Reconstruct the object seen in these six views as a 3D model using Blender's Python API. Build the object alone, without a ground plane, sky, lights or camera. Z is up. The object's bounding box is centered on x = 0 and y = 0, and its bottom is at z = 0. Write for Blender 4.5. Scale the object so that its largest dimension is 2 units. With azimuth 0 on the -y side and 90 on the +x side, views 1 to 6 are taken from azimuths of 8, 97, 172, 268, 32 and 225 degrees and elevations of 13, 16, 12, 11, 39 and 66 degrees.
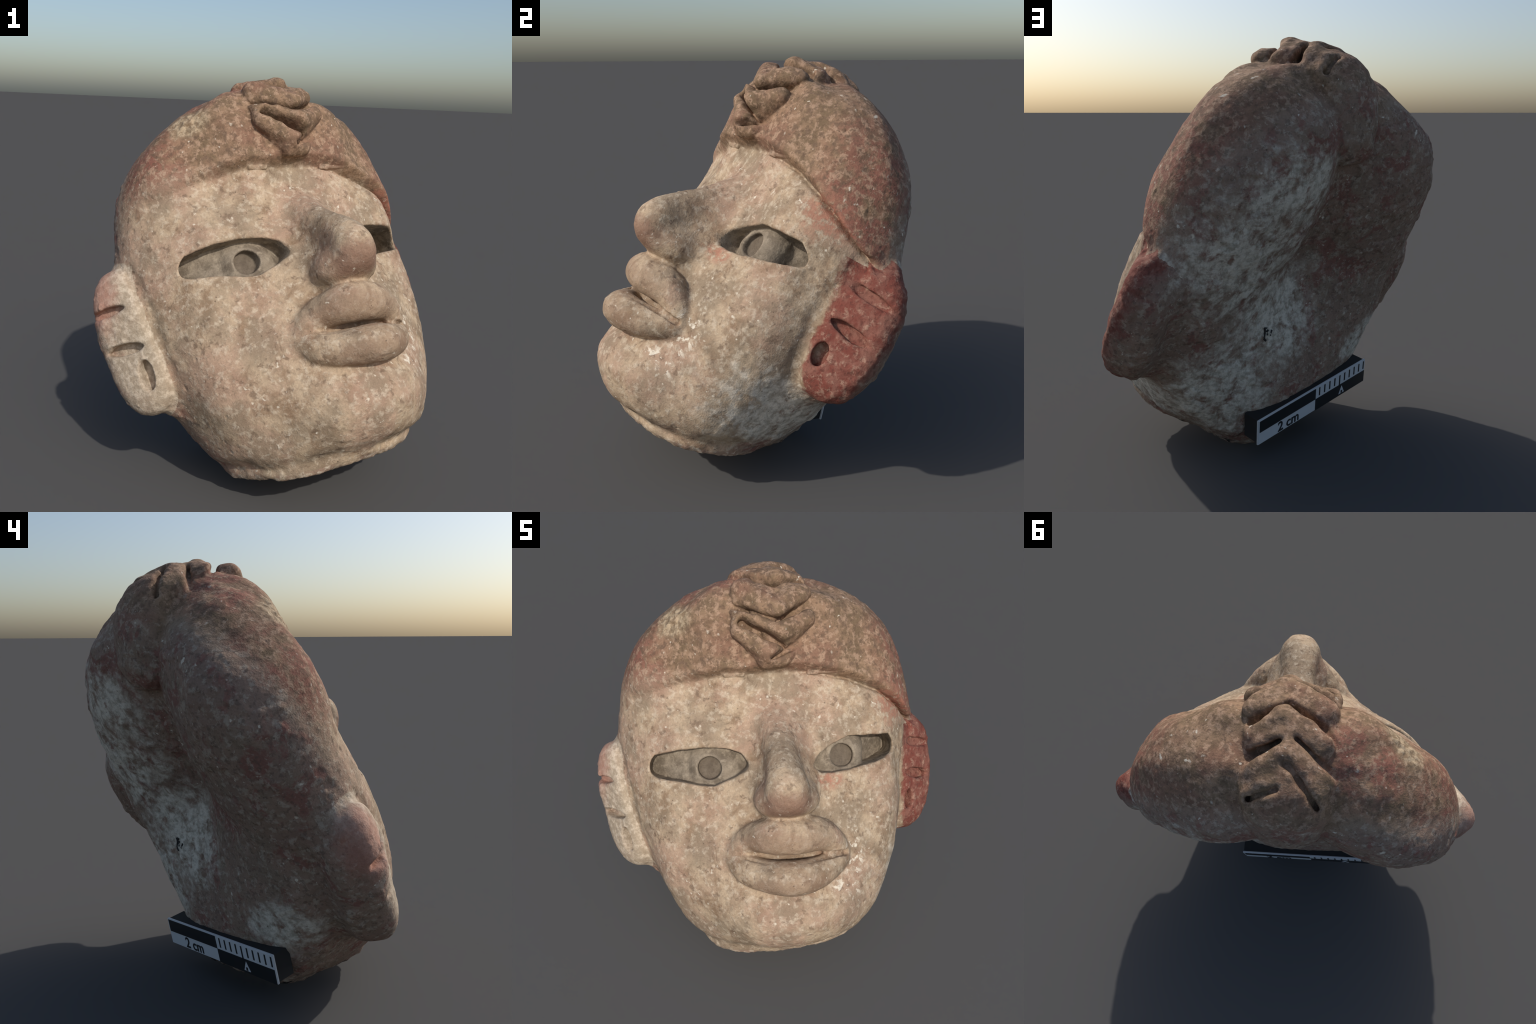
"""Broken-off fired-clay figurine head (hollow eyes, plaited hair band, ear flaps)
with a small black-and-white scale bar standing against the back of the neck.

The head is described in its own frame: a = towards the head's left ear,
b = out of the face, c = towards the crown.  The frame is turned and tipped
back so that the face looks up over the left shoulder of the world's -y axis.
All clay is one implicit surface (base skull + modelled features, blended),
meshed once, then divided into named anatomical parts.
"""
import math
import numpy as np

# ---------------------------------------------------------------- head frame
_r = np.array([0.79, 0.61, 0.0]); _r /= np.linalg.norm(_r)
_h = np.array([_r[1], -_r[0], 0.0])
PITCH = math.radians(33.0)
AX_A = _r
AX_B = math.cos(PITCH) * _h + math.sin(PITCH) * np.array([0, 0, 1.0])
AX_C = -math.sin(PITCH) * _h + math.cos(PITCH) * np.array([0, 0, 1.0])
ORIGIN = np.array([0.0, 0.0, 1.0])
FRAME = np.stack([AX_A, AX_B, AX_C], 1)          # local -> world columns


def to_world(p):
    return ORIGIN + p @ FRAME.T


def to_local(p):
    return (p - ORIGIN) @ FRAME


# ------------------------------------------------------------- numpy helpers
def smin(x, y, k):
    h = np.maximum(k - np.abs(x - y), 0.0) / k
    return np.minimum(x, y) - h * h * k * 0.25


def smax(x, y, k):
    return -smin(-x, -y, k)


def sstep(e0, e1, x):
    t = np.clip((x - e0) / (e1 - e0), 0.0, 1.0)
    return t * t * (3 - 2 * t)


def gauss(x, s):
    return np.exp(-(x / s) ** 2)


def _hash(ix, iy, iz, seed):
    n = (ix * 374761393 + iy * 668265263 + iz * 2147483647 + seed * 1274126177) & 0xFFFFFFFF
    n = ((n ^ (n >> 13)) * 1274126177) & 0xFFFFFFFF
    n = ((n ^ (n >> 16)) * 2246822519) & 0xFFFFFFFF
    return ((n ^ (n >> 15)) & 0xFFFF) / 32767.5 - 1.0


def noise(p, scale, seed=0):
    """smooth value noise in -1..1"""
    q = p * scale + 100.0
    i = np.floor(q).astype(np.int64)
    t = q - i
    t = t * t * t * (t * (t * 6 - 15) + 10)
    out = 0.0
    for dx in (0, 1):
        wx = t[:, 0] if dx else 1 - t[:, 0]
        for dy in (0, 1):
            wy = t[:, 1] if dy else 1 - t[:, 1]
            for dz in (0, 1):
                wz = t[:, 2] if dz else 1 - t[:, 2]
                out = out + wx * wy * wz * _hash(i[:, 0] + dx, i[:, 1] + dy, i[:, 2] + dz, seed)
    return out


def fbm(p, scale, octaves=3, seed=0):
    s, amp, tot = 0.0, 1.0, 0.0
    for o in range(octaves):
        s = s + amp * noise(p, scale * 2.03 ** o, seed + 17 * o)
        tot += amp
        amp *= 0.5
    return s / tot


def pits(p, scale, radius, chance, seed=0):
    """one optional round pit per cell: depth profile 0..1"""
    q = p * scale + 50.0
    i0 = np.floor(q).astype(np.int64)
    best = np.zeros(len(p))
    c = [_hash(i0[:, 0], i0[:, 1], i0[:, 2], seed + k) * 0.3 + 0.5 for k in range(3)]
    d = np.sqrt(sum((q[:, k] - i0[:, k] - c[k]) ** 2 for k in range(3)))
    size = 0.55 + 0.45 * _hash(i0[:, 0], i0[:, 1], i0[:, 2], seed + 7)
    on = _hash(i0[:, 0], i0[:, 1], i0[:, 2], seed + 9) < (2 * chance - 1)
    r = radius * scale * np.clip(size, 0.3, 1.0)
    return np.where(on, np.clip(1 - (d / r) ** 2, 0, 1), best)


# ------------------------------------------------------- primitive distances
def ellipsoid(p, cen, rad):
    q = p - np.asarray(cen)
    rad = np.asarray(rad)
    k0 = np.linalg.norm(q / rad, axis=1)
    k1 = np.linalg.norm(q / rad ** 2, axis=1)
    return k0 * (k0 - 1) / np.maximum(k1, 1e-6)


def capsule(p, p0, p1, r0, r1=None, squash=None):
    """round cone between two points; squash scales (a, b, c) first"""
    p0 = np.asarray(p0, float)
    p1 = np.asarray(p1, float)
    r1 = r0 if r1 is None else r1
    if squash is not None:
        s = np.asarray(squash)
        p, p0, p1 = p / s, p0 / s, p1 / s
    d = p1 - p0
    t = np.clip((p - p0) @ d / (d @ d), 0, 1)
    return np.linalg.norm(p - p0 - t[:, None] * d, axis=1) - (r0 + t * (r1 - r0))


def chain(p, knots, k=0.03):
    """knots: (a, b, c, radius) swept as blended round cones"""
    f = None
    for u, v in zip(knots[:-1], knots[1:]):
        g = capsule(p, u[:3], v[:3], u[3], v[3])
        f = g if f is None else smin(f, g, k)
    return f


# -------------------------------------------------------------- base skull
# How far the skull swells beyond a plain leaning ellipsoid.  One ring per
# 15 degrees of latitude from the neck up to the crown; each ring runs once
# round the head: front, left ear, back, right ear.
SKULL_CENTRE = np.array([0.05, -0.02, 0.0])
SKULL_RADII = np.array([0.72, 0.42, 0.95])
SKULL_LEAN = 0.2
RINGS = [
    # neck stump
    [1.08, 1.08, 1.08, 1.08, 1.09, 1.09, 1.09, 1.08, 1.08, 1.07, 1.07, 1.06, 1.06, 1.06, 1.07, 1.07, 1.08, 1.08, 1.08, 1.09, 1.08, 1.08, 1.08, 1.08],
    [1.20, 1.19, 1.19, 1.17, 1.16, 1.13, 1.11, 1.09, 1.08, 1.07, 1.08, 1.10, 1.11, 1.11, 1.11, 1.11, 1.12, 1.12, 1.14, 1.16, 1.18, 1.20, 1.21, 1.21],
    # jaw
    [1.33, 1.32, 1.31, 1.28, 1.23, 1.15, 1.10, 1.06, 1.04, 1.05, 1.11, 1.18, 1.22, 1.21, 1.17, 1.14, 1.13, 1.14, 1.16, 1.23, 1.27, 1.31, 1.35, 1.36],
    [1.50, 1.51, 1.48, 1.33, 1.20, 1.10, 1.06, 1.04, 1.05, 1.07, 1.16, 1.27, 1.37, 1.35, 1.24, 1.16, 1.13, 1.12, 1.15, 1.19, 1.23, 1.35, 1.50, 1.59],
    # cheeks
    [1.78, 1.80, 1.63, 1.34, 1.14, 1.06, 1.05, 1.06, 1.08, 1.10, 1.13, 1.23, 1.31, 1.34, 1.33, 1.27, 1.17, 1.12, 1.11, 1.12, 1.20, 1.35, 1.45, 1.75],
    [1.44, 1.34, 1.25, 1.26, 1.14, 1.09, 1.11, 1.12, 1.07, 0.99, 0.81, 0.68, 0.58, 0.70, 1.07, 1.25, 1.20, 1.15, 1.15, 1.13, 1.12, 1.21, 1.11, 1.25],
    # eyes and ear tops
    [1.00, 0.96, 0.98, 1.08, 0.96, 1.04, 1.16, 1.18, 1.13, 0.95, 0.63, 0.41, 0.37, 0.44, 0.71, 1.10, 1.22, 1.15, 1.16, 1.09, 1.04, 1.06, 0.95, 0.93],
    [0.82, 0.84, 0.83, 1.11, 1.07, 1.07, 1.09, 1.16, 1.20, 1.08, 0.72, 0.45, 0.38, 0.46, 0.84, 1.27, 1.37, 1.23, 1.14, 1.02, 0.97, 0.91, 0.83, 0.78],
    # hair rolls
    [0.78, 0.86, 0.92, 0.87, 1.08, 1.06, 1.13, 1.17, 1.22, 1.22, 1.15, 0.81, 0.38, 0.57, 1.27, 1.49, 1.34, 1.24, 1.18, 1.15, 1.00, 0.78, 0.93, 0.83],
    [0.89, 1.00, 1.18, 1.10, 1.12, 1.11, 1.13, 1.12, 1.15, 1.17, 1.25, 1.16, 0.84, 0.87, 1.20, 1.27, 1.18, 1.15, 1.12, 1.12, 1.07, 1.15, 1.15, 0.97],
    [0.98, 0.99, 1.01, 1.00, 1.01, 1.04, 1.06, 1.06, 1.08, 1.06, 1.06, 1.04, 0.99, 0.99, 1.04, 1.07, 1.08, 1.08, 1.05, 1.05, 1.04, 1.07, 1.06, 1.01],
    [0.97, 0.96, 0.95, 0.96, 0.98, 1.01, 1.02, 1.02, 1.00, 0.99, 0.98, 0.98, 0.99, 0.99, 0.98, 0.98, 0.98, 0.99, 1.00, 1.02, 1.02, 1.01, 1.00, 0.98],
    # crown
    [0.94, 0.94, 0.94, 0.95, 0.95, 0.95, 0.95, 0.95, 0.95, 0.95, 0.94, 0.94, 0.94, 0.94, 0.94, 0.94, 0.94, 0.94, 0.94, 0.95, 0.95, 0.95, 0.95, 0.95],
]
_RINGS = np.array(RINGS)


def _bspline(t):
    return [(1 - t) ** 3 / 6, (3 * t ** 3 - 6 * t ** 2 + 4) / 6,
            (-3 * t ** 3 + 3 * t ** 2 + 3 * t + 1) / 6, t ** 3 / 6]


def skull(p):
    q = p - SKULL_CENTRE
    dist = np.linalg.norm(q, axis=1)
    q = q.copy()
    q[:, 1] -= SKULL_LEAN * q[:, 2]
    q = q / SKULL_RADII
    r = np.maximum(np.linalg.norm(q, axis=1), 1e-6)
    nt, nl = _RINGS.shape
    u = (np.arctan2(q[:, 0], q[:, 1]) / (2 * np.pi) % 1.0) * nl
    v = (np.arcsin(np.clip(q[:, 2] / r, -1, 1)) / np.pi + 0.5) * (nt - 1)
    i = np.floor(u).astype(int)
    j = np.clip(np.floor(v).astype(int), 0, nt - 2)
    wu, wv = _bspline(u - i), _bspline(v - j)
    s = 0.0
    for m in range(4):
        for n in range(4):
            s = s + wu[m] * wv[n] * _RINGS[np.clip(j + n - 1, 0, nt - 1), (i + m - 1) % nl]
    return (r - s) * dist / r * 0.85


# ------------------------------------------------------------------ hairline
HAIRLINE_A = [-0.90, -0.70, -0.46, -0.25, 0.0, 0.21, 0.42, 0.60, 0.72, 0.79, 0.95]
HAIRLINE_C = [0.26, 0.34, 0.407, 0.437, 0.450, 0.449, 0.410, 0.337, 0.258, 0.19, 0.05]


def above_hairline(p):
    return p[:, 2] - np.interp(p[:, 0], HAIRLINE_A, HAIRLINE_C)


def hair_relief(p):
    """outward swelling of the hair roll, the step and the crack at its edge"""
    d = above_hairline(p)
    a, b = p[:, 0], p[:, 1]
    front = sstep(-0.15, 0.1, b)
    amp = np.interp(a, [-0.75, -0.5, -0.36, 0.0, 0.3, 0.6, 0.8], [0.0, 0.35, 0.9, 1.05, 0.7, 0.3, 0.15])
    roll = 0.080 * sstep(-0.004, 0.050, d) * np.exp(-np.maximum(d, 0) / 0.22)
    low = np.interp(a, [-0.75, -0.45, -0.2, 0.6, 0.8], [0.0, 0.4, 0.9, 1.0, 0.6])
    dip = -0.042 * np.exp(-np.abs(np.minimum(d, 0)) / 0.10) * (1 - sstep(-0.004, 0.05, d))
    crack = -0.028 * gauss(d, 0.010) * sstep(0.12, 0.22, a)
    return front * (amp * roll + low * dip + crack)


def temple_hollow(p):
    """the cheek sinks in front of the left ear flap"""
    return 0.030 * np.exp(-((p[:, 0] - 0.80) / 0.09) ** 2 - ((p[:, 1] - 0.02) / 0.14) ** 2 - ((p[:, 2] + 0.10) / 0.24) ** 2)


# valley between the two hair lobes, from under the plait's tail towards the right ear
VALLEY = [(0.02, -0.16, 0.60, 0.030), (-0.02, -0.17, 0.43, 0.045), (-0.06, -0.20, 0.30, 0.052),
          (-0.113, -0.23, 0.20, 0.055), (-0.20, -0.275, 0.11, 0.050), (-0.32, -0.31, 0.05, 0.025)]


def valley(p):
    out = np.zeros(len(p))
    m = (p[:, 1] < 0.0) & (np.abs(p[:, 0] + 0.1) < 0.5) & (p[:, 2] > -0.25)
    q = p[m]
    best = np.zeros(len(q))
    for u, v in zip(VALLEY[:-1], VALLEY[1:]):
        u, v = np.array(u), np.array(v)
        d = v[:3] - u[:3]
        t = np.clip((q - u[:3]) @ d / (d @ d), 0, 1)
        r = np.linalg.norm(q - u[:3] - t[:, None] * d, axis=1)
        best = np.maximum(best, 0.85 * (u[3] + t * (v[3] - u[3])) * gauss(r, 0.085))
    out[m] = best
    return out


# ------------------------------------------------------------------ features
def tube(p, knots, k=0.02, n=4, squash=None):
    """smooth sweep through (a, b, c, radius) knots (Catmull-Rom)"""
    K = np.array(knots)
    K = np.vstack([2 * K[0] - K[1], K, 2 * K[-1] - K[-2]])
    pts = []
    for i in range(1, len(K) - 2):
        for t in np.arange(n) / n:
            p0, p1, p2, p3 = K[i - 1:i + 3]
            pts.append(0.5 * (2 * p1 + (p2 - p0) * t + (2 * p0 - 5 * p1 + 4 * p2 - p3) * t * t
                              + (3 * p1 - p0 - 3 * p2 + p3) * t ** 3))
    pts.append(K[-2])
    if squash is not None:
        s = np.asarray(squash)
        p = p / s
        pts = [np.append(x[:3] / s, x[3]) for x in pts]
    return chain(p, pts, k)


def nose(p):
    f = tube(p, [(0.045, 0.32, 0.24, 0.040), (0.05, 0.462, 0.10, 0.056), (0.055, 0.572, 0.0, 0.072),
                 (0.058, 0.637, -0.09, 0.090), (0.06, 0.607, -0.15, 0.103)], 0.03, 2)
    wings = capsule(p, (0.085, 0.31, 0.17), (0.080, 0.415, -0.13), 0.080, 0.150)
    tip = ellipsoid(p, (0.065, 0.525, -0.170), (0.155, 0.12, 0.090))
    f = smin(smin(f, wings, 0.12), tip, 0.05)
    blunt = (-0.238 + 0.30 * (p[:, 1] - 0.62) - p[:, 2]) * 0.95
    return smax(f, blunt, 0.05)


def upper_lip(p):
    return tube(p, [(-0.185, 0.39, -0.445, 0.050), (-0.110, 0.440, -0.362, 0.062), (0.00, 0.545, -0.338, 0.080),
                    (0.12, 0.550, -0.338, 0.080), (0.24, 0.490, -0.352, 0.070),
                    (0.345, 0.420, -0.445, 0.042)], 0.03, 3)


def lower_lip(p):
    return tube(p, [(-0.185, 0.395, -0.475, 0.050), (-0.10, 0.490, -0.524, 0.067),
                    (0.06, 0.585, -0.540, 0.077), (0.20, 0.540, -0.533, 0.068),
                    (0.340, 0.435, -0.490, 0.045)], 0.03)


def mouth_slit(p):
    return tube(p, [(-0.15, 0.485, -0.460, 0.004), (0.05, 0.635, -0.448, 0.005), (0.20, 0.570, -0.452, 0.011),
                    (0.36, 0.455, -0.458, 0.014)], 0.01)


def chin(p):
    return ellipsoid(p, (0.080, 0.32, -0.745), (0.33, 0.242, 0.200))


def ear(p, centre, normal_angle, tilt, sweep, half, thick, marks):
    """rounded flap: front face looks along normal_angle (degrees from b towards a),
    long axis tipped sideways by tilt and back by sweep (per unit of c); marks = pressed slots (l, w, length, width, angle, depth)"""
    t = math.radians(normal_angle)
    n = np.array([math.sin(t), math.cos(t), 0.0])
    l = np.array([tilt, sweep, 1.0])
    l /= np.linalg.norm(l)
    n -= l * (l @ n)
    n /= np.linalg.norm(n)
    w = np.cross(l, n)
    if w[0] * n[0] < 0:
        w = -w                                   # w points to the free edge
    q = p - np.asarray(centre)
    x, y, z = q @ w, q @ l, q @ n
    e = (np.abs(x / half[0]) ** 2.4 + np.abs(y / half[1]) ** 2.4) ** (1 / 2.4)
    plan = (e - 1) * half[0] * 0.9
    slab = np.abs(z + thick) - thick
    f = smax(plan, slab, 0.10)
    for (ml, mw, length, width, ang, depth) in marks:
        ca, sa = math.cos(math.radians(ang)), math.sin(math.radians(ang))
        u = (x - mw) * ca + (y - ml) * sa
        v = -(x - mw) * sa + (y - ml) * ca
        m = np.sqrt((u / length) ** 2 + (v / width) ** 2) - 1
        f = smax(f, -np.maximum(m * width, -(z + depth)), 0.014)
    return f, z


RIGHT_EAR = dict(centre=(-0.842, -0.060, -0.252), normal_angle=-50.0, tilt=-0.16, sweep=0.04, half=(0.172, 0.365), thick=0.12,
                 marks=[(0.165, 0.050, 0.100, 0.024, 4, 0.055), (-0.030, 0.020, 0.100, 0.026, 8, 0.06),
                        (-0.180, -0.050, 0.036, 0.072, 8, 0.07)])
LEFT_EAR = dict(centre=(0.862, 0.000, -0.130), normal_angle=38.0, tilt=0.03, sweep=0.03, half=(0.205, 0.335), thick=0.115,
                marks=[(0.165, 0.055, 0.085, 0.024, -8, 0.028), (-0.010, 0.035, 0.090, 0.034, -8, 0.045),
                       (-0.150, -0.045, 0.034, 0.058, 0, 0.06)])

# the plait: a strap laid over the crown from brow to nape ...
BRAID_STRAP = [(0.045, 0.39, 0.53, 0.050), (0.045, 0.405, 0.60, 0.070), (0.045, 0.410, 0.69, 0.075),
               (0.04, 0.395, 0.77, 0.082), (0.04, 0.340, 0.85, 0.085), (0.04, 0.235, 0.905, 0.088),
               (0.04, 0.11, 0.930, 0.090), (0.04, 0.03, 0.915, 0.085), (0.035, -0.025, 0.875, 0.080),
               (0.03, -0.080, 0.79, 0.078), (0.025, -0.118, 0.70, 0.070)]
# ... its overlapping strands (start, end, radii) ...
BRAID_LOBES = [
    ((-0.095, 0.405, 0.850), (0.07, 0.480, 0.74), 0.055, 0.052),
    ((0.195, 0.395, 0.835), (0.11, 0.450, 0.79), 0.045, 0.050),
    ((-0.085, 0.450, 0.735), (0.06, 0.480, 0.645), 0.038, 0.044),
    ((0.200, 0.430, 0.705), (0.07, 0.485, 0.640), 0.048, 0.046),
    ((-0.125, 0.415, 0.760), (-0.115, 0.445, 0.660), 0.032, 0.040),
    ((-0.115, 0.445, 0.660), (0.02, 0.470, 0.540), 0.040, 0.042),
    ((0.00, 0.430, 0.505), (0.10, 0.425, 0.525), 0.037, 0.034),
    ((0.06, 0.365, 0.890), (-0.10, 0.290, 0.915), 0.062, 0.050),
    ((0.07, 0.365, 0.885), (0.175, 0.30, 0.890), 0.055, 0.048),
    ((0.05, 0.230, 0.945), (-0.10, 0.150, 0.930), 0.062, 0.050),
    ((0.09, 0.220, 0.945), (0.165, 0.15, 0.930), 0.058, 0.046),
    ((0.04, 0.110, 0.955), (-0.08, 0.010, 0.905), 0.060, 0.048),
    ((0.06, 0.110, 0.955), (0.140, 0.02, 0.915), 0.055, 0.046),
]
# ... and the cuts between them
FRONT, BROW, TOP = (0.0, 1.0, 0.1), (0.0, 0.75, 0.66), (0.0, 0.25, 0.97)
BRAID_CUTS = [      # (start, end, radii, looking direction, depth)
    ((0.060, 0.52, 0.695), (0.24, 0.46, 0.785), 0.010, 0.024, FRONT, 0.060),
    ((0.030, 0.52, 0.520), (0.25, 0.47, 0.635), 0.010, 0.022, FRONT, 0.055),
    ((-0.105, 0.48, 0.690), (0.090, 0.52, 0.585), 0.024, 0.010, FRONT, 0.050),
    ((-0.17, 0.46, 0.785), (0.06, 0.52, 0.700), 0.016, 0.007, FRONT, 0.030),
    ((0.190, 0.38, 0.915), (0.060, 0.44, 0.880), 0.016, 0.012, BROW, 0.050),
    ((0.050, 0.44, 0.880), (-0.095, 0.37, 0.935), 0.012, 0.012, BROW, 0.045),
    ((-0.095, 0.37, 0.935), (-0.190, 0.28, 0.970), 0.012, 0.016, BROW, 0.040),
    ((0.240, 0.195, 0.97), (0.075, 0.300, 0.99), 0.026, 0.010, TOP, 0.080),
    ((0.010, 0.310, 0.99), (-0.160, 0.170, 0.97), 0.008, 0.013, TOP, 0.035),
    ((0.036, 0.215, 1.02), (-0.090, 0.050, 1.01), 0.016, 0.010, TOP, 0.028),
    ((0.180, 0.065, 1.01), (0.075, 0.111, 1.03), 0.014, 0.008, TOP, 0.022),
]


def braid(p):
    f = tube(p, BRAID_STRAP, 0.03, 2, squash=(1.85, 1, 1))
    for (p0, p1, r0, r1) in BRAID_LOBES:
        f = smin(f, capsule(p, p0, p1, r0, r1), 0.030)
    whole = f
    for (p0, p1, r0, r1, look, depth) in BRAID_CUTS:
        n = np.array(look) / np.linalg.norm(look)
        flat = lambda q: q - np.outer(q @ n, n)
        a0, a1 = np.array(p0), np.array(p1)
        a0, a1 = a0 - n * (a0 @ n), a1 - n * (a1 @ n)
        groove = np.maximum(capsule(flat(p), a0, a1, r0, r1), -(whole + depth))
        groove = np.maximum(groove, np.abs((p - np.array(p0)) @ n) - 0.16)
        f = smax(f, -groove, 0.022)
    return f + 0.007 * fbm(p, 15.0, 2, 51)


# eyes: openings cut along the viewing direction of the face
def eye_outline(a, c, top, low):
    ends = np.maximum(top[0][0] - a, a - top[-1][0])
    top = np.interp(a, [k[0] for k in top], [k[1] for k in top])
    low = np.interp(a, [k[0] for k in low], [k[1] for k in low])
    return smax(smax(c - top, low - c, 0.02), ends, 0.03)


RIGHT_EYE = dict(top=[(-0.605, 0.028), (-0.575, 0.057), (-0.446, 0.085), (-0.319, 0.092), (-0.209, 0.082), (-0.137, 0.055), (-0.100, 0.014)],
                 low=[(-0.605, -0.042), (-0.564, -0.060), (-0.455, -0.076), (-0.355, -0.097), (-0.274, -0.103), (-0.174, -0.059), (-0.100, -0.020)])
LEFT_EYE = dict(top=[(0.228, 0.004), (0.275, 0.048), (0.335, 0.080), (0.415, 0.115), (0.538, 0.118), (0.645, 0.114), (0.677, 0.076)],
                low=[(0.226, -0.032), (0.265, -0.059), (0.328, -0.063), (0.421, -0.055), (0.490, -0.039), (0.564, -0.027), (0.675, 0.010)])


def carve_eyes(p, f, face):
    """face = signed depth of the uncut face, so sockets follow its curvature"""
    a, b, c = p[:, 0], p[:, 1], p[:, 2]
    # right eye: almond socket, recessed ball with a round pupil hole
    rr = np.hypot(a + 0.27, (c + 0.01) * 1.2)
    ball = smax(face + 0.032 + 3.2 * rr ** 2, -0.405 - a, 0.04)
    pupil = np.maximum(np.hypot(a + 0.297, c + 0.017) - 0.060, -(face + 0.105))
    ball = smax(ball, -pupil, 0.012)
    hole = np.maximum(np.maximum(eye_outline(a, c, **RIGHT_EYE), -(face + 0.105)), 0.03 - b)
    hole = smax(hole, -ball, 0.014)
    f = smax(f, -hole, 0.016)
    # left eye: rounder ball, deep open corner towards the ear
    rr = np.hypot(a - 0.39, (c - 0.02) * 1.2)
    ball = smax(face + 0.026 + 3.4 * rr ** 2, a - 0.510, 0.04)
    pupil = np.maximum(np.hypot(a - 0.385, c - 0.016) - 0.060, -(face + 0.085))
    ball = smax(ball, -pupil, 0.018)
    hole2 = np.maximum(np.maximum(eye_outline(a, c, **LEFT_EYE), -(face + 0.15)), 0.02 - b)
    hole2 = smax(hole2, -ball, 0.016)
    f = smax(f, -hole2, 0.016)
    return f, np.where(b > 0, hole, 9.0), np.where(b > 0, hole2, 9.0)


def break_face(p):
    """broken underside of the neck, >0 below the break (world space rule)"""
    w = to_world(p)
    z = np.maximum(-0.014 + 0.272 * w[:, 0] - 0.250 * w[:, 1], 0.006)
    z = z + 0.018 * fbm(w, 7.0, 3, 5) + 0.05 * gauss(np.hypot(w[:, 0] - 0.25, w[:, 1] + 0.25), 0.3)
    under = 0.070 - 0.403 * (w[:, 0] - 0.15) + 0.292 * (w[:, 1] - 0.35) + 0.01 * fbm(w, 6.0, 2, 8)
    return smax((z - w[:, 2]) * 0.92, (under - w[:, 2]) * 0.89, 0.03)


def within(p, mask, fn, n_out=1):
    """evaluate a feature only where it can matter; far away it counts as absent"""
    out = [np.full(len(p), 0.5) for _ in range(n_out)]
    if mask.any():
        r = fn(p[mask])
        for o, x in zip(out, r if n_out > 1 else (r,)):
            o[mask] = x
    return out if n_out > 1 else out[0]


def clay(p, parts=False):
    base = skull(p) - hair_relief(p) + valley(p) + temple_hollow(p)
    a, b, c = p[:, 0], p[:, 1], p[:, 2]
    muzzle = (b > 0.1) & (np.abs(a - 0.07) < 0.5) & (c < 0.45)
    g_chin = chin(p)
    f = smin(base, g_chin, 0.14)
    g_nose = within(p, muzzle & (c > -0.45), nose)
    f_n = smin(f, g_nose, 0.07)
    mouth = muzzle & (c > -0.75) & (c < -0.1)
    g_ul, g_ll = within(p, mouth, upper_lip), within(p, mouth, lower_lip)
    f_l = smin(f_n, smin(g_ul, g_ll, 0.030), 0.025)
    f_l = smax(f_l, -within(p, mouth, mouth_slit), 0.016)
    g_re, zr = within(p, a < -0.45, lambda q: ear(q, **RIGHT_EAR), 2)
    g_le, zl = within(p, a > 0.5, lambda q: ear(q, **LEFT_EAR), 2)
    f_e = smin(f_l, g_re, np.interp(zr, [-0.14, 0.0], [0.07, 0.012]))
    f_e = smin(f_e, g_le, np.interp(zl, [-0.14, 0.0], [0.07, 0.012]))
    for g, z in ((g_re, zr), (g_le, zl)):                # seam pressed in where ear meets cheek
        f_e = f_e + 0.012 * gauss(base, 0.020) * gauss(g, 0.020) * sstep(-0.12, -0.04, z)
    f, h1, h2 = carve_eyes(p, f_e, base)
    g_b = within(p, (c > 0.35) & (np.abs(a - 0.04) < 0.42), braid)
    f = smin(f, g_b, 0.02)
    brk = break_face(p)
    lip = (0.55 + 0.9 * np.clip(0.5 + noise(p, 5.0, 77), 0, 1)) * sstep(-0.35, 0.0, p[:, 1])
    f = f + lip * (0.020 * gauss(brk + 0.075, 0.035) + 0.004 * gauss(brk, 0.030))
    f = smax(f, brk, 0.02)
    if not parts:
        return f
    return dict(f=f, base=base, chin=g_chin, nose=g_nose, upper=g_ul, lower=g_ll, right_ear=g_re, left_ear=g_le,
                braid=g_b, eye1=h1, eye2=h2, brk=brk, zr=zr, zl=zl)
#__BPY__

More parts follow.
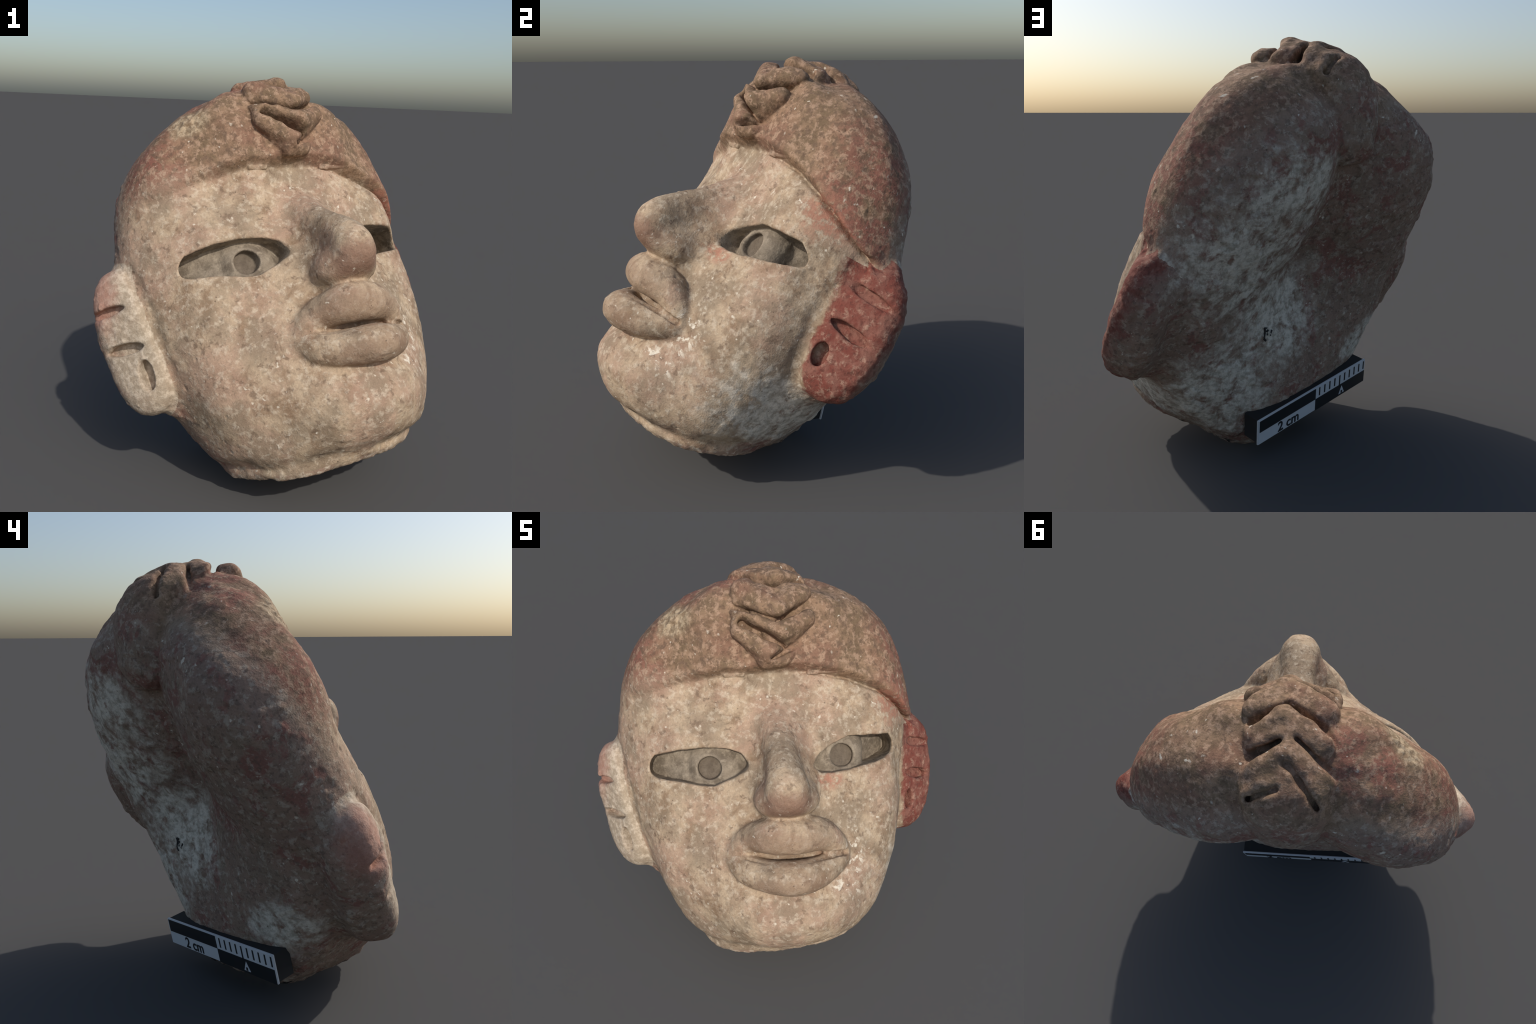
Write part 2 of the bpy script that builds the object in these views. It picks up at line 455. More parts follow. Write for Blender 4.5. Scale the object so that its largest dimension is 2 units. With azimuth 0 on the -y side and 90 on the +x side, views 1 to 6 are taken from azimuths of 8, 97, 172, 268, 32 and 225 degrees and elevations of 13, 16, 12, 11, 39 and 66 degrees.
# ------------------------------------------------------------------- meshing
def surface_nets(fn, lo, hi, h, factor=8):
    """sparse evaluation near the surface, then naive surface nets (quads)"""
    H = h * factor
    n = np.ceil((hi - lo) / H).astype(int) + 1
    gx, gy, gz = np.meshgrid(*[np.arange(k) for k in n], indexing='ij')
    centres = lo + (np.stack([gx, gy, gz], -1).reshape(-1, 3) + 0.5) * H
    fc = fn(centres).reshape(n)
    active = np.abs(fc) < H * 1.35
    dims = n * factor
    grid = np.repeat(np.repeat(np.repeat(np.sign(fc).astype(np.float32), factor, 0), factor, 1), factor, 2)
    blk = np.argwhere(active)
    sub = np.stack(np.meshgrid(*[np.arange(factor)] * 3, indexing='ij'), -1).reshape(-1, 3)
    for s in range(0, len(blk), 400):
        idx = (blk[s:s + 400, None, :] * factor + sub[None]).reshape(-1, 3)
        grid[idx[:, 0], idx[:, 1], idx[:, 2]] = fn(lo + (idx + 0.5) * h)
    inside = grid < 0
    c = [inside[x:dims[0] - 1 + x, y:dims[1] - 1 + y, z:dims[2] - 1 + z]
         for x in (0, 1) for y in (0, 1) for z in (0, 1)]
    cnt = sum(k.astype(np.int8) for k in c)
    cells = np.argwhere((cnt > 0) & (cnt < 8))
    vid = np.full(dims - 1, -1, np.int32)
    vid[cells[:, 0], cells[:, 1], cells[:, 2]] = np.arange(len(cells))
    corner = np.array([(x, y, z) for x in (0, 1) for y in (0, 1) for z in (0, 1)])
    val = np.stack([grid[cells[:, 0] + o[0], cells[:, 1] + o[1], cells[:, 2] + o[2]] for o in corner], 1)
    acc = np.zeros((len(cells), 3))
    num = np.zeros(len(cells))
    for i in range(8):
        for j in range(i + 1, 8):
            if np.abs(corner[i] - corner[j]).sum() != 1:
                continue
            m = (val[:, i] < 0) != (val[:, j] < 0)
            t = np.where(m, val[:, i] / np.where(m, val[:, i] - val[:, j], 1), 0)
            acc += np.where(m[:, None], corner[i] + t[:, None] * (corner[j] - corner[i]), 0)
            num += m
    verts = lo + (cells + 0.5 + acc / num[:, None]) * h
    quads = []
    for ax in range(3):
        u, v = (ax + 1) % 3, (ax + 2) % 3
        s0 = [slice(1, dims[k] - 1) for k in range(3)]
        s1 = list(s0)
        s0[ax] = slice(0, dims[ax] - 1)
        s1[ax] = slice(1, dims[ax])
        A, B = inside[tuple(s0)], inside[tuple(s1)]
        off = np.array([1, 1, 1]); off[ax] = 0
        for flip, mask in ((False, A & ~B), (True, B & ~A)):
            e = np.argwhere(mask) + off
            du, dv = np.zeros(3, int), np.zeros(3, int)
            du[u], dv[v] = 1, 1
            q = [e - du - dv, e - dv, e, e - du]
            q = np.stack([vid[k[:, 0], k[:, 1], k[:, 2]] for k in q], 1)
            quads.append(q[:, ::-1] if flip else q)
    quads = np.concatenate(quads)
    return verts, quads[(quads >= 0).all(1)]


def gradient(fn, p, e=0.003):
    g = np.stack([fn(p + d) - fn(p - d) for d in np.eye(3) * e], 1) / (2 * e)
    return g


def mesh_normals(v, q):
    n = np.cross(v[q[:, 2]] - v[q[:, 0]], v[q[:, 3]] - v[q[:, 1]])
    out = np.zeros_like(v)
    for k in range(4):
        for ax in range(3):
            out[:, ax] += np.bincount(q[:, k], n[:, ax], len(v))
    return out / np.maximum(np.linalg.norm(out, axis=1), 1e-12)[:, None]


def roughen(v, n, parts):
    """hand-modelled unevenness, pores and crust"""
    neck = sstep(-0.05, 0.0, parts['brk'])
    hair = sstep(0.0, 0.1, above_hairline(v))
    back = sstep(0.05, -0.2, v[:, 1])
    d = 0.0045 * fbm(v, 6.0, 3, 3)
    d += 0.0016 * fbm(v, 28.0, 3, 9) * (1 + 0.8 * back)
    d += neck * 0.010 * fbm(v, 24.0, 3, 21)
    crust = np.clip(fbm(v, 9.0, 4, 33) - 0.12, 0, 1)
    d += 0.008 * np.minimum(crust, 0.25) / 0.25 * (0.4 + 0.6 * back)
    flake = gauss(np.linalg.norm((v - np.array([-0.43, 0.275, 0.733])) / np.array([1.2, 1, 1]), axis=1), 0.085)
    d += flake * 0.010 * (fbm(v, 45.0, 2, 41) + 0.3)
    d -= 0.006 * pits(v, 9.0, 0.016, 0.35, 5) + 0.004 * pits(v + 0.37, 17.0, 0.010, 0.4, 11)
    d += 0.003 * pits(v + 0.11, 15.0, 0.013, 0.35, 19)
    return v + n * d[:, None]


def part_labels(p):
    g = clay(p, True)
    lab = np.full(len(p), 'face', dtype=object)
    d = above_hairline(p)
    b, c = p[:, 1], p[:, 2]
    lab[(b < -0.02 + 0.1 * c)] = 'nape'
    lab[(d > 0) & (c > -0.05)] = 'hair'
    lab[(b < 0.0) & (c > 0.12 + 0.1 * np.abs(p[:, 0] - 0.1))] = 'hair'
    lab[g['nose'] < 0.008] = 'nose'
    lab[g['chin'] < 0.006] = 'chin'
    up = (g['upper'] < 0.010) & (g['upper'] <= g['lower']) & (g['nose'] > 0.004)
    lo = (g['lower'] < 0.010) & (g['lower'] < g['upper'])
    lab[up] = 'upper_lip'
    lab[lo] = 'lower_lip'
    lab[((g['right_ear'] < 0.012) & (g['base'] > 0.004)) | ((g['right_ear'] < 0.045) & (p[:, 0] < -0.765) & (c < 0.10))] = 'ear_r'
    lab[((g['left_ear'] < 0.012) & (g['base'] > 0.004)) | ((g['left_ear'] < 0.045) & (p[:, 0] > 0.765) & (c < 0.15))] = 'ear_l'
    lab[(g['eye1'] < 0.010) & (g['base'] < -0.012)] = 'eye_r'
    lab[(g['eye2'] < 0.010) & (g['base'] < -0.012)] = 'eye_l'
    lab[g['braid'] < 0.010] = 'braid'
    lab[g['brk'] > -0.035] = 'neck'
    return lab


VOXEL = 0.0066
LO = np.array([-1.05, -0.85, -1.25])
HI = np.array([1.15, 0.85, 1.10])


def build_clay():
    v, q = surface_nets(clay, LO, HI, VOXEL)
    for _ in range(2):                                   # settle on the surface
        f = clay(v)
        g = gradient(clay, v)
        v = v - g * (np.clip(f, -VOXEL, VOXEL) / np.maximum((g * g).sum(1), 0.2))[:, None] * 0.7
    n = mesh_normals(v, q)
    # keep only the outer shell piece (drop loose crumbs)
    v = roughen(v, n, dict(brk=break_face(v)))
    return v, q, mesh_normals(v, q)
#__BLENDER__
import bpy
from mathutils import Matrix, Vector

for o in list(bpy.data.objects):
    bpy.data.objects.remove(o, do_unlink=True)


# ----------------------------------------------------------------- materials
class Nodes:
    """tiny helper for writing node graphs as expressions"""

    def __init__(self, name):
        self.mat = bpy.data.materials.new(name)
        self.mat.use_nodes = True
        self.t = self.mat.node_tree
        self.t.nodes.clear()
        self.out = self.t.nodes.new('ShaderNodeOutputMaterial')
        self.bsdf = self.t.nodes.new('ShaderNodeBsdfPrincipled')
        self.t.links.new(self.bsdf.outputs[0], self.out.inputs[0])
        self.obj = self.t.nodes.new('ShaderNodeTexCoord').outputs['Object']
        sep = self.t.nodes.new('ShaderNodeSeparateXYZ')
        self.link(self.obj, sep.inputs[0])
        self.a, self.b, self.c = sep.outputs

    def link(self, src, dst):
        if isinstance(src, (int, float)):
            dst.default_value = src
        elif isinstance(src, tuple):
            dst.default_value = src + (1.0,) if len(dst.default_value) == 4 and len(src) == 3 else src
        else:
            self.t.links.new(src, dst)

    def math(self, op, x, y=0.0, z=0.0, clamp=False):
        n = self.t.nodes.new('ShaderNodeMath')
        n.operation = op
        n.use_clamp = clamp
        for s, i in ((x, 0), (y, 1), (z, 2)):
            self.link(s, n.inputs[i])
        return n.outputs[0]

    def noise(self, scale, detail=4.0, rough=0.55, distort=0.0, stretch=None, shift=(0, 0, 0)):
        m = self.t.nodes.new('ShaderNodeMapping')
        self.link(self.obj, m.inputs[0])
        m.inputs[1].default_value = shift
        if stretch:
            m.inputs[3].default_value = stretch
        n = self.t.nodes.new('ShaderNodeTexNoise')
        self.link(m.outputs[0], n.inputs['Vector'])
        n.inputs['Scale'].default_value = scale
        n.inputs['Detail'].default_value = detail
        n.inputs['Roughness'].default_value = rough
        n.inputs['Distortion'].default_value = distort
        return n.outputs[0]

    def voronoi(self, scale, shift=(0, 0, 0)):
        m = self.t.nodes.new('ShaderNodeMapping')
        self.link(self.obj, m.inputs[0])
        m.inputs[1].default_value = shift
        n = self.t.nodes.new('ShaderNodeTexVoronoi')
        self.link(m.outputs[0], n.inputs['Vector'])
        n.inputs['Scale'].default_value = scale
        return n.outputs['Distance']

    def ramp(self, x, lo, hi):
        n = self.t.nodes.new('ShaderNodeMapRange')
        n.interpolation_type = 'SMOOTHSTEP'
        self.link(x, n.inputs[0])
        n.inputs[1].default_value, n.inputs[2].default_value = min(lo, hi), max(lo, hi)
        n.inputs[3].default_value, n.inputs[4].default_value = (0, 1) if hi > lo else (1, 0)
        return n.outputs[0]

    def mix(self, fac, c1, c2, mode='MIX'):
        n = self.t.nodes.new('ShaderNodeMix')
        n.data_type = 'RGBA'
        n.blend_type = mode
        self.link(fac, n.inputs[0])
        self.link(c1, n.inputs[6])
        self.link(c2, n.inputs[7])
        return n.outputs[2]

    def mul(self, *xs):
        r = xs[0]
        for x in xs[1:]:
            r = self.math('MULTIPLY', r, x)
        return r

    def blob(self, centre, radius, soft=0.5, wobble=None, amount=0.0):
        """1 inside an ellipsoidal patch of the head frame, with a ragged border"""
        m = self.t.nodes.new('ShaderNodeVectorMath')
        m.operation = 'SUBTRACT'
        self.link(self.obj, m.inputs[0])
        m.inputs[1].default_value = centre
        s = self.t.nodes.new('ShaderNodeVectorMath')
        s.operation = 'DIVIDE'
        self.link(m.outputs[0], s.inputs[0])
        s.inputs[1].default_value = radius
        ln = self.t.nodes.new('ShaderNodeVectorMath')
        ln.operation = 'LENGTH'
        self.link(s.outputs[0], ln.inputs[0])
        d = ln.outputs['Value']
        if wobble is not None:
            d = self.math('ADD', d, self.math('MULTIPLY', self.math('SUBTRACT', wobble, 0.5), amount))
        return self.ramp(d, 1.0 + soft * 0.5, 1.0 - soft * 0.5)

    def curve(self, x, lo, hi, pts, vlo, vhi):
        """profile curve: maps x in lo..hi through (x, value) points"""
        u = self.math('DIVIDE', self.math('SUBTRACT', x, lo), hi - lo, clamp=True)
        n = self.t.nodes.new('ShaderNodeFloatCurve')
        self.link(u, n.inputs['Value'])
        cv = n.mapping.curves[0]
        norm = [((px - lo) / (hi - lo), (py - vlo) / (vhi - vlo)) for px, py in pts]
        cv.points[0].location = norm[0]
        cv.points[1].location = norm[-1]
        for pt in norm[1:-1]:
            cv.points.new(*pt)
        n.mapping.update()
        return self.math('ADD', self.math('MULTIPLY', n.outputs[0], vhi - vlo), vlo)

    def bump(self, height, strength, distance):
        n = self.t.nodes.new('ShaderNodeBump')
        n.inputs['Strength'].default_value = strength
        n.inputs['Distance'].default_value = distance
        self.link(height, n.inputs['Height'])
        self.link(n.outputs[0], self.bsdf.inputs['Normal'])


CREAM = (0.480, 0.362, 0.245)
TAN = (0.265, 0.176, 0.110)
PINK = (0.415, 0.268, 0.192)
PALE = (0.66, 0.56, 0.43)
GREYTAN = (0.255, 0.196, 0.134)
BROWN = (0.150, 0.098, 0.066)
REDBROWN = (0.215, 0.103, 0.074)
OLIVE = (0.185, 0.125, 0.075)
GREY = (0.42, 0.375, 0.30)
LIME = (0.72, 0.65, 0.54)
SOOT = (0.03, 0.028, 0.026)


def fired_clay(name, slip=None, hollow=False):
    """weathered clay; slip = extra colour rule for one part"""
    n = Nodes(name)
    big = n.noise(3.2, 5, 0.6)
    big2 = n.noise(4.3, 5, 0.6, shift=(8, 3, 5))
    mid = n.noise(9.0, 6, 0.64, 0.4, shift=(3, 1, 2))
    mid2 = n.noise(13.0, 6, 0.66, 0.3, shift=(7, 4, 1))
    fine = n.noise(31.0, 6, 0.66, 0.12, shift=(1, 8, 3))
    fine2 = n.noise(46.0, 5, 0.66, 0.1, shift=(4, 2, 6))
    spot = n.noise(22.0, 4, 0.6, 0.3, shift=(5, 5, 9))
    grain = n.noise(120.0, 3, 0.6)
    # plain face colour: cream with tan wash, pink flush, pale and brown mottling
    col = n.mix(n.ramp(mid, 0.40, 0.66), CREAM, TAN)
    col = n.mix(n.mul(n.ramp(big, 0.44, 0.62), 0.65), col, PINK)
    col = n.mix(n.mul(n.ramp(big2, 0.46, 0.64), 0.7), col, GREYTAN)
    col = n.mix(n.mul(n.ramp(fine, 0.49, 0.65), 0.46), col, PALE)
    col = n.mix(n.mul(n.ramp(fine2, 0.52, 0.65), 0.42), col, GREYTAN)
    col = n.mix(n.mul(n.ramp(spot, 0.57, 0.68), 0.60), col, BROWN)
    # hair: thin red-brown slip above the hairline, worn through in patches
    line = n.curve(n.a, -1.0, 1.0, [(-1.0, 0.24), (-0.70, 0.34), (-0.46, 0.407), (-0.25, 0.437), (0.0, 0.45),
                                    (0.21, 0.449), (0.42, 0.41), (0.60, 0.337), (0.72, 0.258), (0.79, 0.19), (1.0, 0.02)], 0.0, 0.5)
    wob = n.mul(n.math('SUBTRACT', mid, 0.5), 0.04)
    up = n.math('ADD', n.math('SUBTRACT', n.c, line), wob)
    soft = n.curve(n.a, -1.0, 1.0, [(-1.0, 0.30), (-0.6, 0.22), (-0.3, 0.05), (0.0, 0.03), (1.0, 0.02)], 0.0, 0.4)
    hair = n.math('DIVIDE', n.math('ADD', up, n.mul(soft, 0.2)), soft, clamp=True)
    behind = n.ramp(n.math('ADD', n.b, n.mul(n.math('SUBTRACT', mid, 0.5), 0.14)), 0.02, -0.12)
    hair = n.mul(hair, n.math('SUBTRACT', 1.0, behind))
    hcol = n.mix(n.ramp(mid2, 0.38, 0.62), (0.31, 0.20, 0.125), OLIVE)
    hcol = n.mix(n.mul(n.ramp(big, 0.46, 0.62), 0.55), hcol, REDBROWN)
    side = n.math('MAXIMUM', n.ramp(n.a, 0.50, 0.72), n.ramp(n.a, -0.42, -0.62))
    crown = n.blob((-0.27, 0.22, 0.88), (0.20, 0.16, 0.12), 0.9, mid2, 1.5)
    hcol = n.mix(n.mul(n.math('MAXIMUM', side, crown), n.ramp(mid, 0.34, 0.56), 0.75), hcol, (0.27, 0.105, 0.078))
    hcol = n.mix(n.mul(n.ramp(fine, 0.49, 0.60), 0.75), hcol, (0.42, 0.28, 0.188))
    hcol = n.mix(n.mul(n.ramp(fine2, 0.52, 0.62), 0.65), hcol, (0.135, 0.085, 0.055))
    hcol = n.mix(n.mul(n.ramp(spot, 0.55, 0.66), 0.70), hcol, BROWN)
    col = n.mix(hair, col, hcol)
    # back of the head: brown earth stain, red slip rests, grey-white lime crust
    bcol = n.mix(n.ramp(mid, 0.36, 0.64), (0.26, 0.188, 0.135), (0.31, 0.205, 0.150))
    bcol = n.mix(n.mul(n.ramp(big, 0.45, 0.62), 0.7), bcol, (0.25, 0.165, 0.125))
    bcol = n.mix(n.mul(n.ramp(n.noise(7, 6, 0.68, 0.5, shift=(6, 2, 8)), 0.52, 0.60), 0.70), bcol, (0.235, 0.095, 0.075))
    bcol = n.mix(n.mul(n.ramp(fine, 0.51, 0.62), 0.60), bcol, (0.43, 0.36, 0.28))
    bcol = n.mix(n.mul(n.ramp(fine2, 0.53, 0.62), 0.60), bcol, (0.14, 0.095, 0.072))
    col = n.mix(behind, col, bcol)
    lime_noise = n.noise(6.5, 7, 0.68, 0.8, shift=(4, 7, 2))
    patches = None
    for cen, rad in (((0.20, -0.30, -0.12), (0.24, 0.25, 0.24)), ((0.50, -0.25, 0.25), (0.30, 0.25, 0.24)),
                     ((0.36, -0.20, 0.58), (0.24, 0.2, 0.15)), ((-0.48, -0.42, -0.36), (0.15, 0.2, 0.12)),
                     ((0.45, -0.35, -0.45), (0.25, 0.3, 0.25)), ((0.62, -0.05, -0.62), (0.20, 0.3, 0.20))):
        k = n.blob(cen, rad, 0.9, lime_noise, 2.4)
        patches = k if patches is None else n.math('MAXIMUM', patches, k)
    lcol = n.mix(n.ramp(fine, 0.36, 0.58), GREY, LIME)
    col = n.mix(n.mul(patches, n.ramp(mid2, 0.36, 0.54), 0.90), col, lcol)
    # flaky ochre crust on the right of the hair, pale lime threads by the mouth
    flake = n.blob((-0.43, 0.275, 0.733), (0.10, 0.12, 0.080), 0.6, mid2, 1.2)
    col = n.mix(n.mul(flake, 0.7), col, n.mix(n.ramp(fine, 0.42, 0.58), (0.25, 0.18, 0.11), (0.52, 0.41, 0.27)))
    thread = n.ramp(n.noise(19, 5, 0.7, 0.6, shift=(9, 1, 1)), 0.55, 0.62)
    mouth = n.math('MAXIMUM', n.blob((0.41, 0.42, -0.47), (0.06, 0.12, 0.13), 0.8), n.blob((0.36, 0.45, -0.65), (0.09, 0.12, 0.06), 0.8))
    col = n.mix(n.mul(thread, mouth, 0.9), col, (0.78, 0.70, 0.57))
    # red spots beside the left eye and along the hair crack
    tem = n.blob((0.67, 0.20, 0.26), (0.10, 0.16, 0.10), 0.8, mid2, 1.6)
    tem = n.math('MAXIMUM', tem, n.blob((0.30, 0.40, -0.10), (0.07, 0.12, 0.045), 0.9, mid2, 1.4))
    col = n.mix(n.mul(tem, n.ramp(fine, 0.62, 0.40), 0.75), col, (0.42, 0.185, 0.125))
    # brown stain under the nose tip
    und = n.blob((0.05, 0.68, -0.18), (0.14, 0.10, 0.08), 0.8, mid2, 1.4)
    col = n.mix(n.mul(und, 0.7), col, (0.24, 0.135, 0.095))
    lips = n.math('MAXIMUM', n.blob((0.05, 0.58, -0.38), (0.24, 0.14, 0.09), 0.9, mid2, 1.5), n.blob((0.07, 0.60, -0.57), (0.22, 0.12, 0.06), 0.9, mid2, 1.5))
    col = n.mix(n.mul(lips, 0.55), col, (0.27, 0.175, 0.118))
    # pale lime crumbs and dark pores
    crumb = n.mul(n.ramp(n.noise(34, 3, 0.5, 0.2, shift=(2, 3, 4)), 0.66, 0.74), n.ramp(mid, 0.42, 0.58))
    col = n.mix(n.mul(crumb, 0.8), col, (0.76, 0.68, 0.55))
    pore = n.ramp(n.voronoi(27, (5, 1, 7)), 0.14, 0.06)
    col = n.mix(n.mul(pore, n.ramp(mid2, 0.48, 0.6), 0.7), col, (0.10, 0.065, 0.048))
    if slip == 'left':
        wear = n.ramp(n.noise(11, 6, 0.66, 0.6, shift=(3, 3, 3)), 0.38, 0.62)
        red = n.mix(wear, (0.195, 0.058, 0.042), (0.25, 0.110, 0.080))
        red = n.mix(n.mul(n.ramp(fine, 0.52, 0.66), 0.60), red, (0.43, 0.28, 0.20))
        red = n.mix(n.mul(n.ramp(fine2, 0.53, 0.62), 0.7), red, (0.13, 0.048, 0.036))
        col = n.mix(n.mul(n.ramp(n.math('ADD', n.b, n.mul(n.math('SUBTRACT', mid, 0.5), 0.2)), -0.22, -0.12), n.ramp(n.math('ADD', n.a, n.mul(n.math('SUBTRACT', mid2, 0.5), 0.16)), 0.755, 0.795)), col, red)
    elif slip == 'right':
        edge = n.blob((-0.90, -0.15, 0.0), (0.10, 0.12, 0.17), 0.9, mid2, 1.4)
        col = n.mix(n.mul(n.ramp(n.b, -0.22, -0.12), 0.75), col, n.mix(n.ramp(fine, 0.40, 0.62), (0.40, 0.325, 0.235), (0.62, 0.52, 0.40)))
        col = n.mix(n.mul(edge, 0.6), col, (0.42, 0.185, 0.135))
    elif slip == 'neck':
        col = n.mix(n.mul(n.ramp(mid, 0.40, 0.58), 0.6), col, n.mix(n.ramp(fine, 0.45, 0.6), (0.34, 0.225, 0.17), (0.64, 0.545, 0.43)))
        ink = n.mul(n.ramp(n.noise(8, 4, 0.6, shift=(1, 1, 6)), 0.52, 0.56), n.ramp(n.b, -0.15, -0.25))
        col = n.mix(ink, col, SOOT)
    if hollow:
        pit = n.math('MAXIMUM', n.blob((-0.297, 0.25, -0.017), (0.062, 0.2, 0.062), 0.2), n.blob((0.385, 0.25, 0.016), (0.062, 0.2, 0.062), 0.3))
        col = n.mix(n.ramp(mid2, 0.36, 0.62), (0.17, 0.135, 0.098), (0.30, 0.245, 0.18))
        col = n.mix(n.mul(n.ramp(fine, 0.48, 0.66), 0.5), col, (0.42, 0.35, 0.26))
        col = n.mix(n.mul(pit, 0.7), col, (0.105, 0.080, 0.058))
    col = n.mix(0.55, col, n.mix(grain, (0.28, 0.28, 0.28), (0.72, 0.72, 0.72)), 'OVERLAY')
    n.link(col, n.bsdf.inputs['Base Color'])
    n.link(0.88, n.bsdf.inputs['Roughness'])
    n.bsdf.inputs['Specular IOR Level'].default_value = 0.2
    h = n.math('ADD', n.mul(fine, 0.7), n.mul(grain, 0.4))
    n.bump(h, 0.55, 0.010)
    return n.mat


def plain(name, colour, rough=0.6, var=0.12):
    n = Nodes(name)
    k = n.noise(30, 4)
    dark = tuple(x * (1 - var) for x in colour)
    n.link(n.mix(k, dark, colour), n.bsdf.inputs['Base Color'])
    n.link(rough, n.bsdf.inputs['Roughness'])
    return n.mat


# --------------------------------------------------------------------- parts
def new_mesh(name, verts, faces, mat, smooth=True):
    me = bpy.data.meshes.new(name)
    me.from_pydata([tuple(x) for x in verts], [], [tuple(int(i) for i in f) for f in faces])
    if smooth:
        me.polygons.foreach_set('use_smooth', np.ones(len(me.polygons), bool))
    me.materials.append(mat)
    ob = bpy.data.objects.new(name, me)
    bpy.context.scene.collection.objects.link(ob)
    return ob


def build_head():
    v, q, nrm = build_clay()
    root = bpy.data.objects.new('clay_head', None)
    root['label'] = 'weathered fired clay figurine head with braid and hollow eyes'
    root['category'] = 'figurine head'
    bpy.context.scene.collection.objects.link(root)
    m = Matrix([list(FRAME[i]) + [ORIGIN[i]] for i in range(3)] + [[0, 0, 0, 1]])
    body = fired_clay('weathered_clay')
    hollow = fired_clay('dark_eye_clay', hollow=True)
    mats = dict(ear_l=fired_clay('red_slip_clay', slip='left'), ear_r=fired_clay('pale_ear_clay', slip='right'),
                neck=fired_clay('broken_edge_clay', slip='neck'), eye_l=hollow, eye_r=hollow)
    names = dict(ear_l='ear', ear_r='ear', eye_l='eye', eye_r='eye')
    lab = part_labels(v[q].mean(1))
    for kind in ('face', 'hair', 'nape', 'braid', 'nose', 'upper_lip', 'lower_lip', 'chin',
                 'ear_l', 'ear_r', 'eye_l', 'eye_r', 'neck'):
        f = q[lab == kind]
        if not len(f):
            continue
        used, inv = np.unique(f, return_inverse=True)
        ob = new_mesh(names.get(kind, kind), v[used], inv.reshape(-1, 4), mats.get(kind, body))
        ob.data.normals_split_custom_set_from_vertices([tuple(x) for x in nrm[used]])
        ob.parent = root
        ob.matrix_local = m
    build_ink(root, m)
    return root


def build_ink(root, m):
    """faded inventory mark: a few short pen strokes on the nape"""
    ink = plain('faded_ink', (0.03, 0.026, 0.024), 0.7, 0.3)
    strokes = [((-0.020, 0.032), (-0.014, 0.012)), ((-0.016, 0.010), (-0.022, -0.012)), ((-0.022, -0.014), (-0.010, -0.026)),
               ((-0.004, 0.010), (0.004, 0.018)), ((-0.004, -0.004), (0.000, 0.004)), ((0.020, 0.000), (0.030, 0.012)),
               ((0.014, -0.004), (0.020, -0.008)), ((-0.008, 0.030), (-0.010, 0.026))]
    cen = np.array([0.243, -0.344, -0.182])
    for (u0, v0), (u1, v1) in strokes:
        pts = []
        for t in np.linspace(0, 1, 6):
            q = cen + np.array([-(u0 + t * (u1 - u0)), 0.0, v0 + t * (v1 - v0)])
            line = np.stack([np.full(400, q[0]), np.linspace(-0.55, -0.15, 400), np.full(400, q[2])], 1)
            hit = line[np.argmax(clay(line) < 0)]
            pts.append(hit)
        cu = bpy.data.curves.new('ink_stroke', 'CURVE')
        cu.dimensions = '3D'
        cu.bevel_depth = 0.0055
        cu.bevel_resolution = 2
        cu.use_fill_caps = True
        sp = cu.splines.new('POLY')
        sp.points.add(len(pts) - 1)
        for k, x in zip(sp.points, pts):
            k.co = (x[0], x[1] - 0.007, x[2], 1.0)
        tmp = bpy.data.objects.new('ink_source', cu)
        bpy.context.scene.collection.objects.link(tmp)
        me = bpy.data.meshes.new_from_object(tmp.evaluated_get(bpy.context.evaluated_depsgraph_get()))
        bpy.data.objects.remove(tmp, do_unlink=True)
        me.materials.clear()
        me.materials.append(ink)
        ob = bpy.data.objects.new('ink_stroke', me)
        bpy.context.scene.collection.objects.link(ob)
        ob.parent = root
        ob.matrix_local = m


def box(name, lo, hi, mat, parent, frame, bevel=0.0):
    import bmesh
    bm = bmesh.new()
    bmesh.ops.create_cube(bm, size=1.0)
    for vert in bm.verts:
        vert.co = Vector([(lo[i] + hi[i]) / 2 + vert.co[i] * (hi[i] - lo[i]) for i in range(3)])
    if bevel:
        bmesh.ops.bevel(bm, geom=bm.edges[:], offset=bevel, segments=2, affect='EDGES')
    me = bpy.data.meshes.new(name)
    bm.to_mesh(me)
    bm.free()
    me.materials.append(mat)
    ob = bpy.data.objects.new(name, me)
    bpy.context.scene.collection.objects.link(ob)
    ob.parent = parent
    ob.matrix_local = frame
    return ob


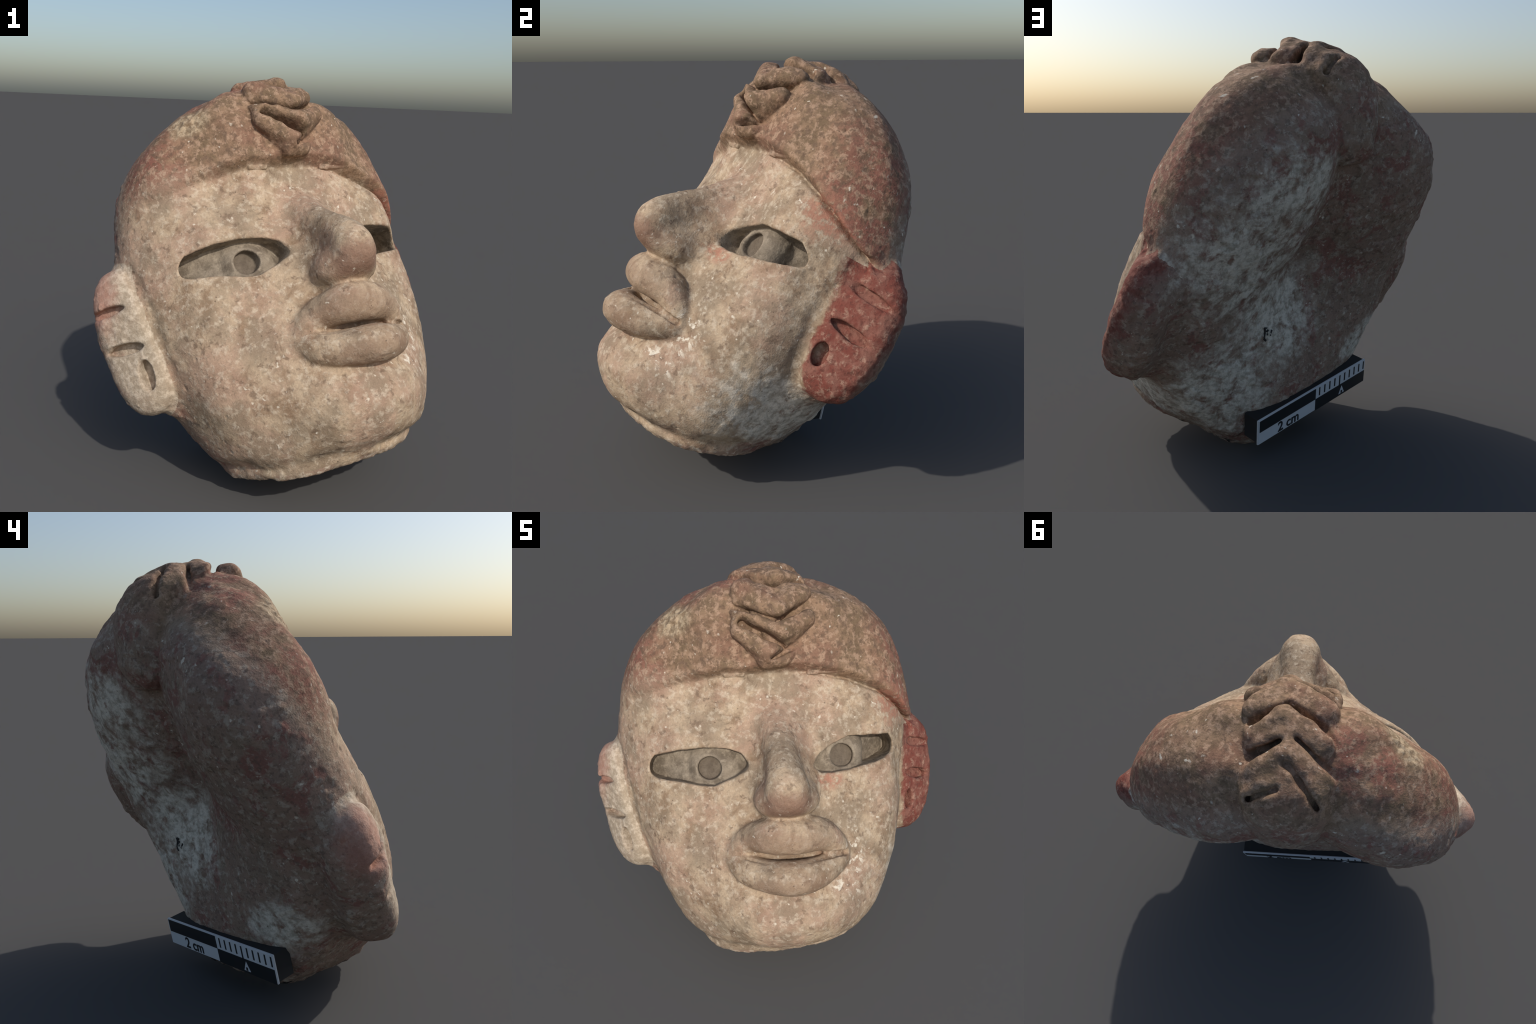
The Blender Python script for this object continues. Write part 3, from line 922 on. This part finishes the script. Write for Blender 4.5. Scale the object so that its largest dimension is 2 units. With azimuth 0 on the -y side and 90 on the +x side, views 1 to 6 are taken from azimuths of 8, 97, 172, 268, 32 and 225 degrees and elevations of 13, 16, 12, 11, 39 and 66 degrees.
def build_scale_bar():
    """photographer's two-centimetre scale, standing against the nape"""
    tl = np.array([0.136, 0.371, 0.253])
    tr = np.array([-0.517, -0.129, 0.349])
    bl = np.array([0.146, 0.352, 0.115])
    x = tr - tl
    length = np.linalg.norm(x)
    x /= length
    y = tl - bl
    y -= x * (y @ x)
    height = np.linalg.norm(y)
    y /= height
    z = np.cross(x, y)
    o = tl - y * height + z * 0.015
    frame = Matrix([[x[i], y[i], z[i], o[i]] for i in range(3)] + [[0, 0, 0, 1]])
    root = bpy.data.objects.new('scale_bar', None)
    root['label'] = 'small black and white two centimetre photo scale bar'
    root['category'] = 'ruler'
    bpy.context.scene.collection.objects.link(root)
    white = plain('scale_white', (0.62, 0.63, 0.64), 0.5)
    black = plain('scale_black', (0.018, 0.019, 0.021), 0.5, 0.4)
    dark = plain('scale_backing', (0.022, 0.020, 0.019), 0.8, 0.5)
    L, H = length, height
    mid = L * 0.50
    box('card', (0, 0, -0.012), (L, H, 0.0), white, root, frame, 0.003)
    box('backing', (0.006, 0.006, -0.10), (L - 0.006, H - 0.004, -0.0125), dark, root, frame)
    box('black_field', (0.010, H * 0.50, 0.0), (mid, H - 0.006, 0.0015), black, root, frame)
    box('black_field', (mid, 0.0, 0.0), (L - 0.004, H * 0.50, 0.0015), black, root, frame)
    n = 10
    for i in range(n):
        tx = mid + 0.03 + (L - mid - 0.045) * i / (n - 1)
        longer = 0.075 if i == 4 else 0.052
        box('tick', (tx - 0.0045, H - 0.006 - longer, 0.0), (tx + 0.0045, H - 0.010, 0.0015), black, root, frame)
    tri = new_mesh('arrow_mark', [(mid + 0.19, 0.012, 0.0015), (mid + 0.235, 0.012, 0.0015), (mid + 0.2125, 0.058, 0.0015),
                                  (mid + 0.19, 0.012, 0.003), (mid + 0.235, 0.012, 0.003), (mid + 0.2125, 0.058, 0.003)],
                   [(0, 2, 1), (3, 4, 5), (0, 1, 4, 3), (1, 2, 5, 4), (2, 0, 3, 5)], white, False)
    tri.parent = root
    tri.matrix_local = frame
    box('arrow_notch', (mid + 0.206, 0.014, 0.003), (mid + 0.219, 0.030, 0.004), black, root, frame)
    cu = bpy.data.curves.new('lettering', 'FONT')
    cu.body = '2 cm'
    cu.size = 0.078
    cu.extrude = 0.001
    cu.offset = 0.0012
    tmp = bpy.data.objects.new('lettering_source', cu)
    bpy.context.scene.collection.objects.link(tmp)
    dg = bpy.context.evaluated_depsgraph_get()
    me = bpy.data.meshes.new_from_object(tmp.evaluated_get(dg))
    bpy.data.objects.remove(tmp, do_unlink=True)
    me.materials.clear()
    me.materials.append(black)
    txt = bpy.data.objects.new('lettering', me)
    bpy.context.scene.collection.objects.link(txt)
    txt.parent = root
    txt.matrix_local = frame @ Matrix.Translation((0.135, 0.010, 0.001))
    return root


build_head()
build_scale_bar()
